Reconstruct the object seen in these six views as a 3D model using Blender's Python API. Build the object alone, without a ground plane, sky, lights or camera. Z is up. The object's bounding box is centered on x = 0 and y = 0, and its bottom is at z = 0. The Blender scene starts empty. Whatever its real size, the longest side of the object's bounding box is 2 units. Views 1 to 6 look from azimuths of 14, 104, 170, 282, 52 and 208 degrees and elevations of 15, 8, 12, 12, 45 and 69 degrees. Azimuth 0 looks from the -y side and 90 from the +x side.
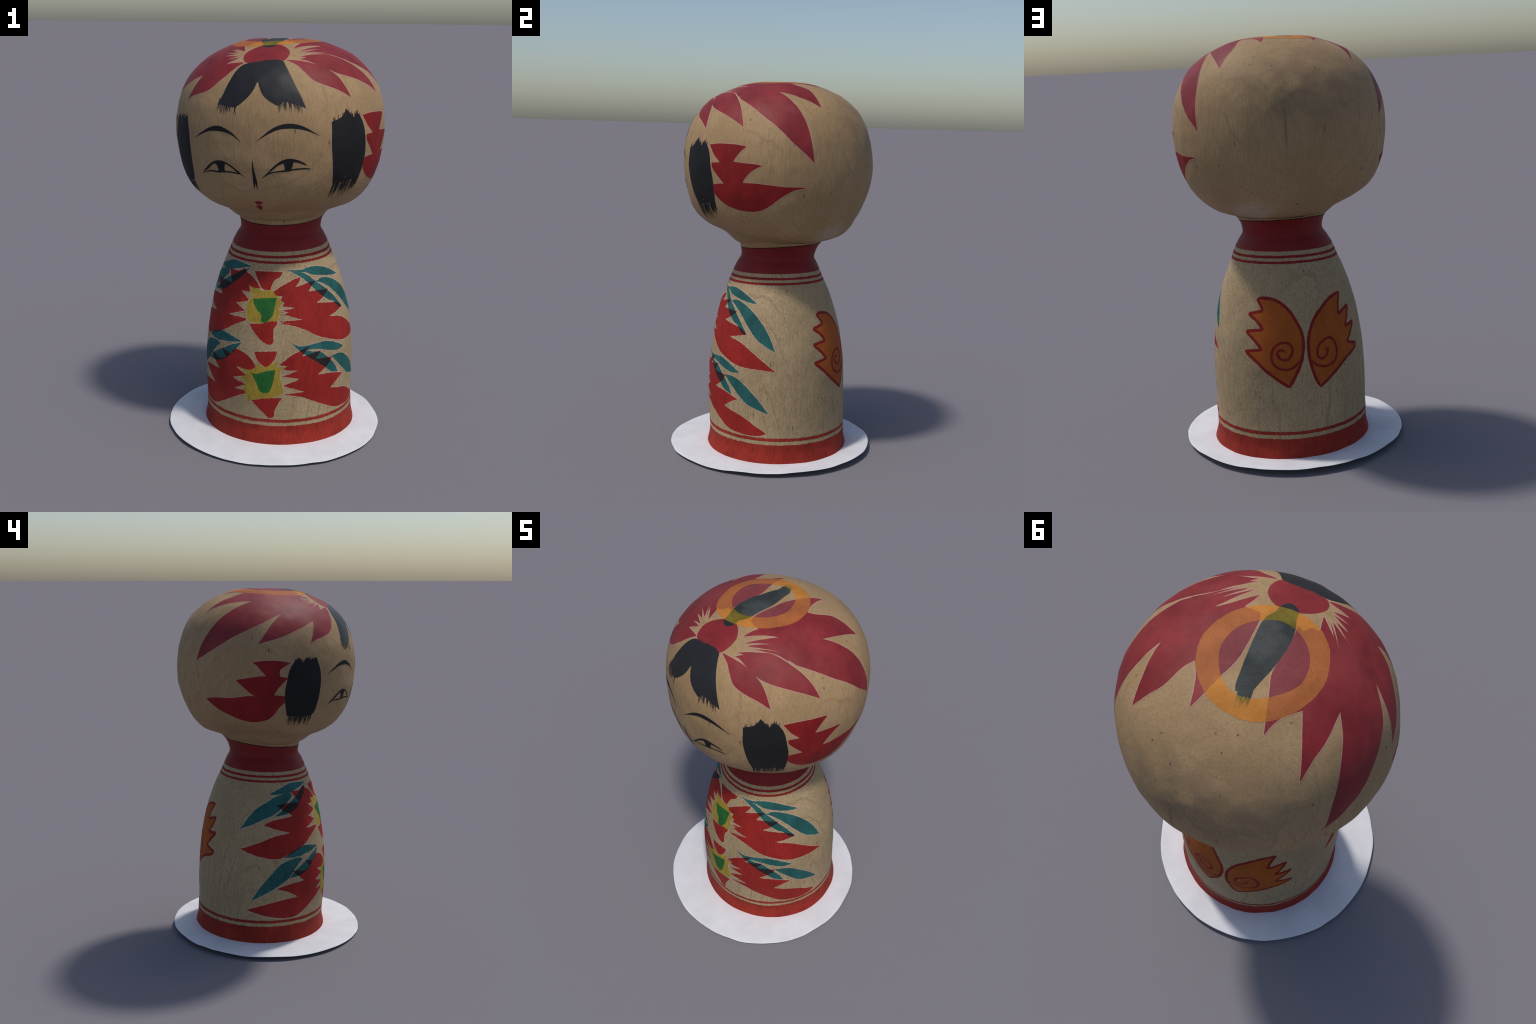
"""Turned wooden doll (lathe-turned head and body, hand painted) standing on a round white card.

Everything is described in the doll's own terms:
  * head : a star-shaped surface  radius(polar angle, azimuth)  about HEAD_CENTRE
  * body : a lathe profile  radius(height)  with a slightly wandering, slightly oval axis
  * paint: closed brush marks given by a few control points in a chart of the surface they sit on
           (head chart: polar angle laid out flat around the crown, in degrees, front = -y;
            body chart: azimuth in degrees, 0 = front, 90 = doll's +x side; height in metres)
    Each mark becomes a thin skin of paint that follows the wood underneath.
Azimuth 0 looks along -y, 90 along +x.
"""
import bpy, math, random
import numpy as np
from mathutils import Vector
from mathutils.geometry import delaunay_2d_cdt

random.seed(7)
rng = np.random.RandomState(7)

# ------------------------------------------------------------------ small maths
def spline(xs, ys, x):
    xs = np.asarray(xs, float); ys = np.asarray(ys, float)
    m = np.gradient(ys, xs)
    x = np.clip(x, xs[0], xs[-1])
    i = np.clip(np.searchsorted(xs, x) - 1, 0, len(xs) - 2)
    h = xs[i + 1] - xs[i]
    t = (x - xs[i]) / h
    return ((2*t**3 - 3*t*t + 1) * ys[i] + (t**3 - 2*t*t + t) * h * m[i]
            + (3*t*t - 2*t**3) * ys[i + 1] + (t**3 - t*t) * h * m[i + 1])

def _hash(ix, iy, iz, seed):
    n = (ix * 374761393 + iy * 668265263 + iz * 1274126177 + seed * 974711) & 0x7fffffff
    n = ((n ^ (n >> 13)) * 1274126177) & 0x7fffffff
    n = ((n ^ (n >> 11)) * 668265263) & 0x7fffffff
    return ((n ^ (n >> 15)) & 0xffff) / 32767.5 - 1.0

def noise3(P, scale, seed=0):
    """smooth value noise in [-1, 1]; P is (..., 3)"""
    q = np.asarray(P) * scale
    i = np.floor(q).astype(np.int64)
    f = q - i
    f = f * f * f * (f * (f * 6 - 15) + 10)
    r = 0.0
    for dx in (0, 1):
        for dy in (0, 1):
            for dz in (0, 1):
                w = ((f[..., 0] if dx else 1 - f[..., 0]) * (f[..., 1] if dy else 1 - f[..., 1])
                     * (f[..., 2] if dz else 1 - f[..., 2]))
                r = r + w * _hash(i[..., 0] + dx, i[..., 1] + dy, i[..., 2] + dz, seed)
    return r

def noise1(s, seed=0):
    s = np.asarray(s, float)
    return noise3(np.stack([s, 0 * s + .37, 0 * s + .61], -1), 1.0, seed)

# ------------------------------------------------------------------ head surface
HEAD_CENTRE = np.array([0.0, 0.0, 1.50])
HEAD_POLAR = np.radians([0, 15, 30, 42, 54, 66, 78, 90, 102, 114, 126, 138, 150, 180])
HEAD_RADIUS = [0.4846, 0.5127, 0.5304, 0.5466, 0.5501, 0.5395, 0.5223, 0.5075,
               0.4964, 0.4865, 0.4612, 0.4215, 0.4130, 0.361]
LOBE_POLAR = np.radians([0, 30, 60, 90, 115, 135, 150, 180])
HEAD_LOBES = {1: ([0.0006, 0.0089, 0.0084, 0.0068, 0.0067, 0.0186, -0.0003, 0],
                  [-0.0039, 0.0147, 0.0071, 0.0073, 0.0049, 0.0190, -0.0080, 0]),
              2: ([-0.0023, 0.0008, 0.0037, 0.0031, 0.0016, -0.0157, 0.0004, 0],
                  [0.0021, 0.0018, 0.0001, -0.001, 0.0042, 0.0240, 0.004, 0]),
              3: ([-0.0037, -0.0041, -0.002, -0.002, 0.0021, 0.0073, 0.0008, 0],
                  [0.0051, 0.0059, 0.0004, -0.0016, 0.0004, -0.0036, -0.0005, 0])}

def head_dir(polar, az):
    s = np.sin(polar)
    return np.stack([s * np.sin(az), -s * np.cos(az), np.cos(polar)], -1)

def head_point(polar, az, lift=0.0):
    polar = np.asarray(polar, float); az = np.asarray(az, float)
    d = head_dir(polar, az)
    phi = np.arctan2(d[..., 1], d[..., 0])
    s = np.sin(polar)
    R = spline(HEAD_POLAR, HEAD_RADIUS, polar)
    for m, (a, b) in HEAD_LOBES.items():
        R = R + s**m * (spline(LOBE_POLAR, a, polar) * np.cos(m * phi)
                        + spline(LOBE_POLAR, b, polar) * np.sin(m * phi))
    # hand-turned unevenness, with a rough hacked patch high on the back of the head
    p = HEAD_CENTRE + d * R[..., None]
    rough = np.exp(-((p - np.array([-0.02, 0.47, 1.76]))**2
                     * np.array([9, 9, 45])).sum(-1))
    R = (R + 0.0022 * noise3(p, 9.0, 3) + 0.0012 * noise3(p, 21.0, 4)
         + rough * (0.0045 * noise3(p, 10.0, 5) + 0.0014 * noise3(p, 24.0, 6)))
    return HEAD_CENTRE + d * (R + lift)[..., None]

# ------------------------------------------------------------------ body surface
BODY_Z = [0.02, 0.05, 0.08, 0.12, 0.2, 0.35, 0.5, 0.65, 0.78, 0.88, 0.95, 1, 1.035, 1.065, 1.095, 1.13, 1.17]
BODY_RADIUS = [0.3914, 0.3840, 0.3785, 0.378, 0.3789, 0.3799, 0.3722, 0.3513, 0.3204, 0.2856, 0.2561,
               0.2357, 0.2186, 0.2020, 0.2035, 0.2140, 0.2400]
AXIS_Z = [0, 0.3, 0.6, 0.85, 1, 1.1, 1.17]
AXIS_X = [0.0182, 0.0142, 0.0153, 0.0139, 0.0151, 0.0150, 0.0180]
AXIS_Y = [0.0458, 0.0325, 0.0286, 0.023, 0.0189, 0.0205, 0.0300]
OVAL_C = [0.0043, 0.0021, 0.0034, 0.0027, 0.0022, -0.0020, -0.0020]
OVAL_S = [0.0052, 0.0047, 0.0028, 0.002, 0.0018, 0.0080, 0.0080]

def body_point(az, z, lift=0.0):
    az = np.asarray(az, float); z = np.asarray(z, float) + 0 * az
    dx, dy = np.sin(az), -np.cos(az)
    phi = np.arctan2(dy, dx)
    R = (spline(BODY_Z, BODY_RADIUS, z) + spline(AXIS_Z, OVAL_C, z) * np.cos(2 * phi)
         + spline(AXIS_Z, OVAL_S, z) * np.sin(2 * phi))
    c = np.stack([spline(AXIS_Z, AXIS_X, z), spline(AXIS_Z, AXIS_Y, z)], -1)
    p = np.stack([c[..., 0] + R * dx, c[..., 1] + R * dy, z], -1)
    R = R + 0.0020 * noise3(p, 10.0, 11) + 0.0010 * noise3(p, 26.0, 12) + lift
    return np.stack([c[..., 0] + R * dx, c[..., 1] + R * dy, z], -1)

# card surface height: the round card lies slightly tilted
def card_z(x, y):
    return 0.0222 - 0.0030 * x + 0.0185 * y

# ------------------------------------------------------------------ mesh helpers
def new_object(name, verts, faces, mats, mat_idx=None, normals=None, parent=None, smooth=True):
    me = bpy.data.meshes.new(name)
    me.from_pydata([tuple(map(float, v)) for v in verts], [], [tuple(map(int, f)) for f in faces])
    for m in mats:
        me.materials.append(m)
    if mat_idx is not None:
        me.polygons.foreach_set('material_index', np.asarray(mat_idx, dtype=np.int32))
    me.polygons.foreach_set('use_smooth', np.full(len(me.polygons), smooth))
    me.update()
    if normals is not None:
        me.normals_split_custom_set_from_vertices([tuple(map(float, n)) for n in normals])
    ob = bpy.data.objects.new(name, me)
    bpy.context.scene.collection.objects.link(ob)
    if parent is not None:
        ob.parent = parent
    return ob

def grid_faces(nr, nc, wrap=True):
    f = []
    for i in range(nr - 1):
        for j in range(nc if wrap else nc - 1):
            k = (j + 1) % nc
            f.append((i * nc + j, i * nc + k, (i + 1) * nc + k, (i + 1) * nc + j))
    return f

# ------------------------------------------------------------------ materials
class Nodes:
    def __init__(self, name):
        self.mat = bpy.data.materials.new(name)
        self.mat.use_nodes = True
        self.t = self.mat.node_tree
        self.b = self.t.nodes['Principled BSDF']
        self.co = self.t.nodes.new('ShaderNodeTexCoord').outputs['Object']
    def n(self, kind, **kw):
        nd = self.t.nodes.new('ShaderNode' + kind)
        for k, v in kw.items():
            setattr(nd, k, v)
        return nd
    def link(self, a, b):
        self.t.links.new(a, b)
    def put(self, sock, v):
        if hasattr(v, 'is_output'):
            self.link(v, sock)
        else:
            sock.default_value = v
    def scaled(self, sx, sy, sz, rot=(0, 0, 0)):
        m = self.n('Mapping')
        self.link(self.co, m.inputs['Vector'])
        m.inputs['Scale'].default_value = (sx, sy, sz)
        m.inputs['Rotation'].default_value = rot
        return m.outputs['Vector']
    def noise(self, vec, scale=1.0, detail=3.0, rough=0.55, dist=0.0):
        nd = self.n('TexNoise')
        self.link(vec, nd.inputs['Vector'])
        nd.inputs['Scale'].default_value = scale
        nd.inputs['Detail'].default_value = detail
        nd.inputs['Roughness'].default_value = rough
        nd.inputs['Distortion'].default_value = dist
        return nd.outputs['Fac']
    def ramp(self, fac, a, b, lo=0.0, hi=1.0):
        nd = self.n('MapRange', clamp=True)
        self.link(fac, nd.inputs['Value'])
        for k, v in (('From Min', a), ('From Max', b), ('To Min', lo), ('To Max', hi)):
            nd.inputs[k].default_value = v
        return nd.outputs['Result']
    def math(self, op, a, b):
        nd = self.n('Math', operation=op)
        self.put(nd.inputs[0], a); self.put(nd.inputs[1], b)
        return nd.outputs[0]
    def mix(self, fac, a, b, mode='MIX'):
        nd = self.n('Mix', data_type='RGBA', blend_type=mode)
        self.put(nd.inputs['Factor'], fac)
        self.put(nd.inputs[6], a if hasattr(a, 'is_output') else (*a, 1))
        self.put(nd.inputs[7], b if hasattr(b, 'is_output') else (*b, 1))
        return nd.outputs[2]
    def near(self, centre, radius, soft, squash=(1, 1, 1)):
        """1 inside a blob around `centre`, fading over `soft`"""
        s = self.n('VectorMath', operation='SUBTRACT')
        self.link(self.co, s.inputs[0]); s.inputs[1].default_value = centre
        m = self.n('VectorMath', operation='MULTIPLY')
        self.link(s.outputs[0], m.inputs[0]); m.inputs[1].default_value = squash
        l = self.n('VectorMath', operation='LENGTH')
        self.link(m.outputs[0], l.inputs[0])
        return self.ramp(l.outputs['Value'], radius - soft, radius + soft, 1.0, 0.0)
    def finish(self, col, rough=0.55, bump=None, strength=0.2, dist=0.004, spec=0.4, coat=0.0):
        self.put(self.b.inputs['Base Color'], col if hasattr(col, 'is_output') else (*col, 1))
        self.put(self.b.inputs['Roughness'], rough)
        self.b.inputs['Specular IOR Level'].default_value = spec
        self.b.inputs['Coat Weight'].default_value = coat
        self.b.inputs['Coat Roughness'].default_value = 0.35
        if bump is not None:
            bp = self.n('Bump')
            bp.inputs['Strength'].default_value = strength
            bp.inputs['Distance'].default_value = dist
            self.link(bump, bp.inputs['Height'])
            self.link(bp.outputs['Normal'], self.b.inputs['Normal'])
        return self.mat

def times(c, k):
    return tuple(v * k for v in c)

def wood(name, base, specks, fibre, head):
    """pale turned maple: vertical fibre, ring figure, dark pores; dark grime on the back of the head"""
    N = Nodes(name)
    fib = N.noise(N.scaled(110, 110, 11), 1, 4, 0.6)
    fine = N.noise(N.scaled(260, 260, 60) if head else N.scaled(150, 150, 80), 1, 3, 0.65)
    cloud = N.noise(N.scaled(5, 5, 3), 1, 3, 0.5)
    col = N.mix(N.ramp(cloud, .35, .68), times(base, .90), times((base[0], base[1] * 1.01, base[2] * 1.05), 1.07))
    col = N.mix(N.ramp(fib, .42, .72, 0, fibre), col, times((base[0], base[1] * .93, base[2] * .82), .60))
    col = N.mix(N.ramp(fine, .50, .68, 0, fibre * .9 if head else .8), col, times(base, .50))
    # growth-ring figure: thin brown lines of a cut trunk, seen where the lathe opened it
    wv = N.n('TexWave', wave_type='RINGS', rings_direction='X', wave_profile='SIN')
    N.link(N.scaled(1.0, 1.15, .35), wv.inputs['Vector'])
    wv.inputs['Scale'].default_value = 6.5
    wv.inputs['Distortion'].default_value = 3.0
    wv.inputs['Detail'].default_value = 2.0
    wv.inputs['Detail Scale'].default_value = 1.2
    rings = N.math('MULTIPLY', N.ramp(wv.outputs['Fac'], .93, 1.0), N.ramp(cloud, .42, .6, 0, .26 if head else .45))
    col = N.mix(rings, col, times((base[0], base[1] * .9, base[2] * .75), .5))
    # pores: short dark vertical flecks
    vo = N.n('TexVoronoi', feature='F1')
    N.link(N.scaled(24, 24, 6), vo.inputs['Vector'])
    vo.inputs['Scale'].default_value = 1.0
    pick = N.ramp(N.noise(N.scaled(9, 9, 9), 1, 1), .47, .53)
    fleck = N.math('MULTIPLY', N.ramp(vo.outputs['Distance'], .05, .12, 1, 0), pick)
    col = N.mix(N.math('MULTIPLY', fleck, specks), col, times((base[0], base[1] * .85, base[2] * .7), .28))
    if head:
        blot = N.noise(N.scaled(13, 13, 17), 1, 4, .6)
        blotches = N.math('MULTIPLY', N.near((-0.02, .47, 1.77), .24, .10, (.75, 1, 1.5)), N.ramp(blot, .42, .62, 0, .42))
        col = N.mix(blotches, col, (.16, .115, .075))
        tan = N.math('MULTIPLY', N.near((-.14, .43, 1.81), .12, .07, (.8, 1, 1.4)), N.ramp(blot, .35, .6, .1, .6))
        col = N.mix(tan, col, (.40, .245, .13))
        crack = N.math('MULTIPLY', N.near((.069, .507, 1.60), .05, .045, (10, .2, .7)), .55)
        col = N.mix(crack, col, (.09, .06, .04))
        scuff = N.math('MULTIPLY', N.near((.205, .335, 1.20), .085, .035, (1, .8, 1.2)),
                       N.ramp(N.noise(N.scaled(10, 10, 40), 1, 3), .3, .6, .2, .5))
        col = N.mix(scuff, col, (.46, .40, .33))
    h = N.math('ADD', fib, N.math('MULTIPLY', fine, .7))
    return N.finish(col, .62, h, .35, .003, .2)

def paint(name, base, dark=.75, light=1.1, rough=.5, grain=.25, spec=.4, pale_patch=None, coat=0.0):
    """brushed paint: uneven thickness, with the wood fibre showing through as fine streaks"""
    N = Nodes(name)
    cloud = N.noise(N.scaled(9, 9, 6), 1, 4, .6)
    fib = N.noise(N.scaled(120, 120, 14), 1, 3, .6)
    fine = N.noise(N.scaled(300, 300, 120), 1, 2, .6)
    col = N.mix(N.ramp(cloud, .3, .7), times(base, dark), times(base, light))
    col = N.mix(N.ramp(fib, .45, .72, 0, grain), col, times(base, .45))
    col = N.mix(N.ramp(fine, .5, .75, 0, grain), col, times(base, 1.5))
    if pale_patch:
        w = N.math('MULTIPLY', N.ramp(N.noise(N.scaled(6, 6, 6), 1, 3, .6), .48, .72), pale_patch[1])
        col = N.mix(w, col, pale_patch[0])
    return N.finish(col, rough, N.math('ADD', fib, fine), .25, .002, spec, coat)

WOOD_HEAD = wood('head_wood', (.405, .262, .130), .85, .45, True)
WOOD_BODY = wood('body_wood', (.435, .312, .170), .75, .45, False)
RED = (.225, .018, .021)
BODY_RED = (.30, .021, .016)
MAT = {
    'red':        paint('crimson_lacquer', RED, .75, 1.15, .58, .15, .3, ((.32, .062, .058), .32)),
    'side_red':   paint('side_flower_red', (.235, .012, .012), .75, 1.15, .65, .15, .2),
    'red_pale':  paint('crimson_pale', (.225, .045, .048), .8, 1.1, .65, .4, .2, ((.33, .11, .105), .35)),
    'black':      paint('ink_black', (.018, .018, .019), .8, 1.2, .5, .25, .3),
    'side_black': paint('ink_black_matt', (.014, .014, .015), .8, 1.2, .7, .2, .2),
    'line':       paint('ink_line', (.012, .012, .013), .9, 1.1, .7, .1, .2),
    'worn_black': paint('ink_rubbed', (.042, .048, .046), .6, 1.3, .65, .6, .2, ((.12, .125, .12), .4)),
    'ring':       paint('orange_wash', (.53, .20, .034), .82, 1.1, .65, .3, .2),
    'ring_red':   paint('orange_wash_on_red', (.38, .118, .034), .80, 1.18, .65, .3, .2),
    'ring_black': paint('orange_wash_on_ink', (.22, .165, .018), .5, 1.2, .65, .25, .2),
    'lip':        paint('lip_red', (.20, .008, .015), .9, 1.1, .6, .1, .2),
    'petal':      paint('petal_red', BODY_RED, .80, 1.18, .7, .4, .15),
    'leaf':       paint('leaf_teal', (.023, .108, .102), .65, 1.35, .7, .45, .15),
    'leaf_dark':  paint('leaf_teal_on_red', (.022, .016, .017), .8, 1.4, .7, .4, .15),
    'yellow':     paint('pollen_yellow', (.36, .25, .038), .8, 1.15, .7, .6, .15),
    'green':      paint('heart_green', (.022, .125, .026), .75, 1.25, .7, .45, .15),
    'band':       paint('band_red', (.27, .025, .015), .75, 1.3, .7, .6, .15),
    'neck':       paint('neck_red', (.20, .011, .011), .85, 1.15, .6, .2, .25),  # red darkened partly for the shade baked under the head
    'stripe':     paint('stripe_red', (.25, .017, .018), .8, 1.15, .7, .35, .15),
    'wing':       paint('wing_orange', (.36, .088, .014), .85, 1.15, .7, .3, .15),
    'wing_line':  paint('wing_outline_red', (.23, .015, .011), .85, 1.1, .7, .25, .15),
    'halo':       paint('bare_wood_margin', (.49, .355, .255), .9, 1.08, .7, .35, .15),
    'halo_head':  paint('bare_wood_edge', (.46, .27, .20), .9, 1.08, .7, .25, .15),
    'collar':     WOOD_HEAD,
    'joint_shade':     paint('joint_shadow_line', (.045, .012, .012), .8, 1.2, .7, .2, .15),
}

def card_material():
    N = Nodes('white_card')
    a = N.noise(N.scaled(6, 6, 6), 1, 4, .6)
    f = N.noise(N.scaled(60, 60, 60), 1, 3, .6)
    col = N.mix(N.ramp(a, .35, .7), (.68, .67, .685), (.76, .755, .77))
    col = N.mix(N.ramp(f, .5, .8, 0, .25), col, (.66, .64, .65))
    # red bounce light from the foot, tinted into the card colour
    edge = N.near((.018, .042, .03), .405, .03, (1, 1, 0))
    col = N.mix(N.math('MULTIPLY', edge, N.ramp(a, .3, .7, .15, .6)), col, (.72, .58, .60))
    return N.finish(col, .7, N.math('ADD', a, f), .3, .004, .3)

# ------------------------------------------------------------------ paint marks
def smooth_loop(pts, step, corner=64.0, closed=True):
    """Catmull-Rom through control points; sharp turns stay sharp. Returns an even polyline."""
    P = np.asarray(pts, float)
    n = len(P)
    sharp = []
    for i in range(n):
        if not closed and i in (0, n - 1):
            sharp.append(True); continue
        a = P[i] - P[i - 1]; b = P[(i + 1) % n] - P[i]
        c = np.dot(a, b) / (np.linalg.norm(a) * np.linalg.norm(b) + 1e-9)
        sharp.append(math.degrees(math.acos(max(-1, min(1, c)))) > corner)
    out = []
    for i in range(n if closed else n - 1):
        p1, p2 = P[i], P[(i + 1) % n]
        L = np.linalg.norm(p2 - p1)
        m1 = (p2 - P[i - 1]) if not sharp[i] else (p2 - p1)
        m2 = (P[(i + 2) % n] - p1) if not sharp[(i + 1) % n] else (p2 - p1)
        m1 = m1 / (np.linalg.norm(m1) + 1e-9) * L
        m2 = m2 / (np.linalg.norm(m2) + 1e-9) * L
        k = max(1, int(round(L / step)))
        for j in range(k):
            t = j / k
            out.append((2*t**3 - 3*t*t + 1) * p1 + (t**3 - 2*t*t + t) * m1
                       + (3*t*t - 2*t**3) * p2 + (t**3 - t*t) * m2)
    if not closed:
        out.append(P[-1])
    return np.array(out)

def roughen(loop, across, up, seed):
    """brush wobble along the normal plus bleeding along the fibre (second chart axis)"""
    d = np.roll(loop, -1, 0) - np.roll(loop, 1, 0)
    nrm = np.stack([d[:, 1], -d[:, 0]], -1) / (np.linalg.norm(d, axis=1)[:, None] + 1e-9)
    s = np.arange(len(loop)) * .55
    out = loop + nrm * (across * (noise1(s, seed) + .6 * noise1(s * .3, seed + 1)))[:, None]
    out[:, 1] += up * noise1(s * 1.3, seed + 2)
    return out

def stroke(pts, width, step, closed_spline=False):
    """ribbon of constant width along an open line, slightly pointed ends"""
    c = smooth_loop(pts, step, 60, False)
    d = np.gradient(c, axis=0)
    nrm = np.stack([-d[:, 1], d[:, 0]], -1) / (np.linalg.norm(d, axis=1)[:, None] + 1e-9)
    t = np.linspace(0, 1, len(c))
    w = width * .5 * (1 + .15 * noise1(np.arange(len(c)) * .25, 5)) * np.clip(np.minimum(t, 1 - t) * 12 + .45, 0, 1)
    return np.concatenate([c + nrm * w[:, None], (c - nrm * w[:, None])[::-1]])

def inside(poly, q):
    """even-odd test, q (n,2)"""
    r = np.zeros(len(q), bool)
    lo, hi = poly.min(0), poly.max(0)
    idx = np.where(((q >= lo) & (q <= hi)).all(1))[0]
    if not len(idx):
        return r
    x, y = q[idx, 0], q[idx, 1]
    c = np.zeros(len(idx), bool)
    a = poly; b = np.roll(poly, -1, 0)
    for (x1, y1), (x2, y2) in zip(a, b):
        if y1 == y2:
            continue
        m = (y1 > y) != (y2 > y)
        c ^= m & (x < (x2 - x1) * (y - y1) / (y2 - y1) + x1)
    r[idx] = c
    return r

class Canvas:
    """All marks on one surface, painted in order; later marks lie on top of earlier ones."""
    def __init__(self, to_metric, surface, step, cell, parent):
        self.m, self.surface, self.step, self.cell, self.parent = to_metric, surface, step, cell, parent
        self.marks = []
    def mark(self, name, key, pts=None, across=.0006, up=0.0, loops=(), hole=None, group=None, halo=0.0):
        L = []
        if pts is not None:
            L.append(roughen(smooth_loop(self.m(pts), self.step), across, up, len(self.marks) * 7 + 1))
        L += list(loops)
        H = [smooth_loop(self.m(hole), self.step)] if hole is not None else []
        self.marks.append(dict(name=name, key=key, loops=L, holes=H, group=group))
        self.marks[-1]['halo'] = halo
        return self.marks[-1]
    def margins(self, name, key):
        """pale margin of bare wood that the wet brush left around the marks (lies under all of them)"""
        L = []
        for mk in self.marks:
            if mk['halo']:
                for lp in mk['loops'][:1]:
                    ar = np.sum(lp[:, 0] * np.roll(lp[:, 1], -1) - np.roll(lp[:, 0], -1) * lp[:, 1])
                    d = np.roll(lp, -2, 0) - np.roll(lp, 2, 0)
                    nrm = np.stack([d[:, 1], -d[:, 0]], -1) / (np.linalg.norm(d, axis=1)[:, None] + 1e-9)
                    L.append(lp + nrm * (mk['halo'] * (1 if ar > 0 else -1)))
        self.marks.insert(0, dict(name=name, key=key, loops=L, holes=[], group=None, halo=0))
    def bristles(self, mk, line, n, length, width, heading, spread=.25, fan=0.0):
        """dry-brush hairs leaving the edge `line` (chart points) in direction `heading`"""
        c = smooth_loop(self.m(line), .002, 60, False)
        for i in range(n):
            u = random.random()
            p = c[int(u * (len(c) - 1))]
            h = np.array(heading(p), float)
            h /= np.linalg.norm(h)
            a = random.gauss(0, spread) + fan * (u - .5)
            h = np.array([h[0] * math.cos(a) - h[1] * math.sin(a), h[0] * math.sin(a) + h[1] * math.cos(a)])
            t = np.array([-h[1], h[0]])
            l = length * random.uniform(.35, 1.0) ; w = width * random.uniform(.5, 1.2)
            s = p - h * length * .4
            mk['loops'].append(np.array([s - t * w, p - t * w * .9, p + h * l * .55 - t * w * .45, p + h * l,
                                         p + h * l * .55 + t * w * .45, p + t * w * .9, s + t * w]))
    def build(self, blend):
        pts, edges = [], []
        for mk in self.marks:
            for lp in mk['loops'] + mk['holes']:
                k = len(pts)
                pts += [tuple(p) for p in lp]
                edges += [(k + i, k + (i + 1) % len(lp)) for i in range(len(lp))]
        A = np.array(pts)
        gx = np.arange(A[:, 0].min(), A[:, 0].max(), self.cell)
        gy = np.arange(A[:, 1].min(), A[:, 1].max(), self.cell)
        G = np.stack(np.meshgrid(gx, gy), -1).reshape(-1, 2)
        G += (rng.rand(*G.shape) - .5) * self.cell * .3
        keep = np.zeros(len(G), bool)
        for mk in self.marks:
            for lp in mk['loops']:
                keep |= inside(lp, G)
        allp = [Vector(p) for p in pts] + [Vector(p) for p in G[keep]]
        V, _, F, *_ = delaunay_2d_cdt(allp, edges, [], 0, 1e-7, False)
        V = np.array([tuple(v) for v in V]); F = np.array([tuple(f) for f in F])
        cen = V[F].mean(1)
        area = np.abs(np.cross(V[F[:, 1]] - V[F[:, 0]], V[F[:, 2]] - V[F[:, 0]]))
        cover = []
        for mk in self.marks:
            c = np.zeros(len(F), bool)
            for lp in mk['loops']:
                c |= inside(lp, cen)
            for lp in mk['holes']:
                c &= ~inside(lp, cen)
            cover.append(c & (area > 1e-11))
        cover = np.array(cover)
        self.zones = [(mk, np.array([inside(lp, cen) for lp in mk['holes']]).any(0)) for mk in self.marks if mk['holes']]
        owner = np.full(len(F), -1)
        for i in range(len(self.marks)):
            owner[cover[i]] = i
        keys = np.array([mk['key'] for mk in self.marks])
        for i, mk in enumerate(self.marks):
            tri = np.where(owner == i)[0]
            if not len(tri):
                continue
            below = [set(keys[:i][cover[:i, t]]) for t in tri]
            inhole = self.zones[0][1][tri] if self.zones else np.zeros(len(tri), bool)
            mk_keys = [blend(mk['key'], bl, ih) for bl, ih in zip(below, inhole)]
            uk = sorted(set(mk_keys))
            used, inv = np.unique(F[tri], return_inverse=True)
            T = inv.reshape(-1, 3)
            q = V[used]
            top, nrm = self.surface(q, .0008)
            bot, _ = self.surface(q, -.0008)
            # outward-facing winding
            e1 = top[T[:, 1]] - top[T[:, 0]]; e2 = top[T[:, 2]] - top[T[:, 0]]
            flip = (np.cross(e1, e2) * nrm[T[:, 0]]).sum(1) < 0
            T[flip] = T[flip][:, ::-1]
            # edge of the paint skin
            cnt = {}
            for f in T:
                for a, b in ((f[0], f[1]), (f[1], f[2]), (f[2], f[0])):
                    cnt[(a, b)] = cnt.get((a, b), 0) + 1
            rim = [(a, b) for (a, b) in cnt if (b, a) not in cnt]
            n = len(used)
            faces = [tuple(f) for f in T]; idx = [uk.index(k) for k in mk_keys]
            ids = sorted({v for e in rim for v in e}); pos = {v: n + j for j, v in enumerate(ids)}
            verts = np.concatenate([top, bot[ids]]) if ids else top
            nn = np.concatenate([nrm, nrm[ids]]) if ids else nrm
            edge_mat = {}
            for f, k in zip(T, idx):
                for a, b in ((f[0], f[1]), (f[1], f[2]), (f[2], f[0])):
                    edge_mat[(a, b)] = k
            for a, b in rim:
                faces.append((b, a, pos[a], pos[b])); idx.append(edge_mat[(a, b)])
            mk['object'] = new_object(mk['name'], verts, faces, [MAT[k] for k in uk], idx, nn, self.parent)

# ------------------------------------------------------------------ build: doll
doll = bpy.data.objects.new('kokeshi_doll', None)
bpy.context.scene.collection.objects.link(doll)
doll['label'] = 'turned wooden doll with painted face, red flowers and wings'
doll['category'] = 'wooden doll'

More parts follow.
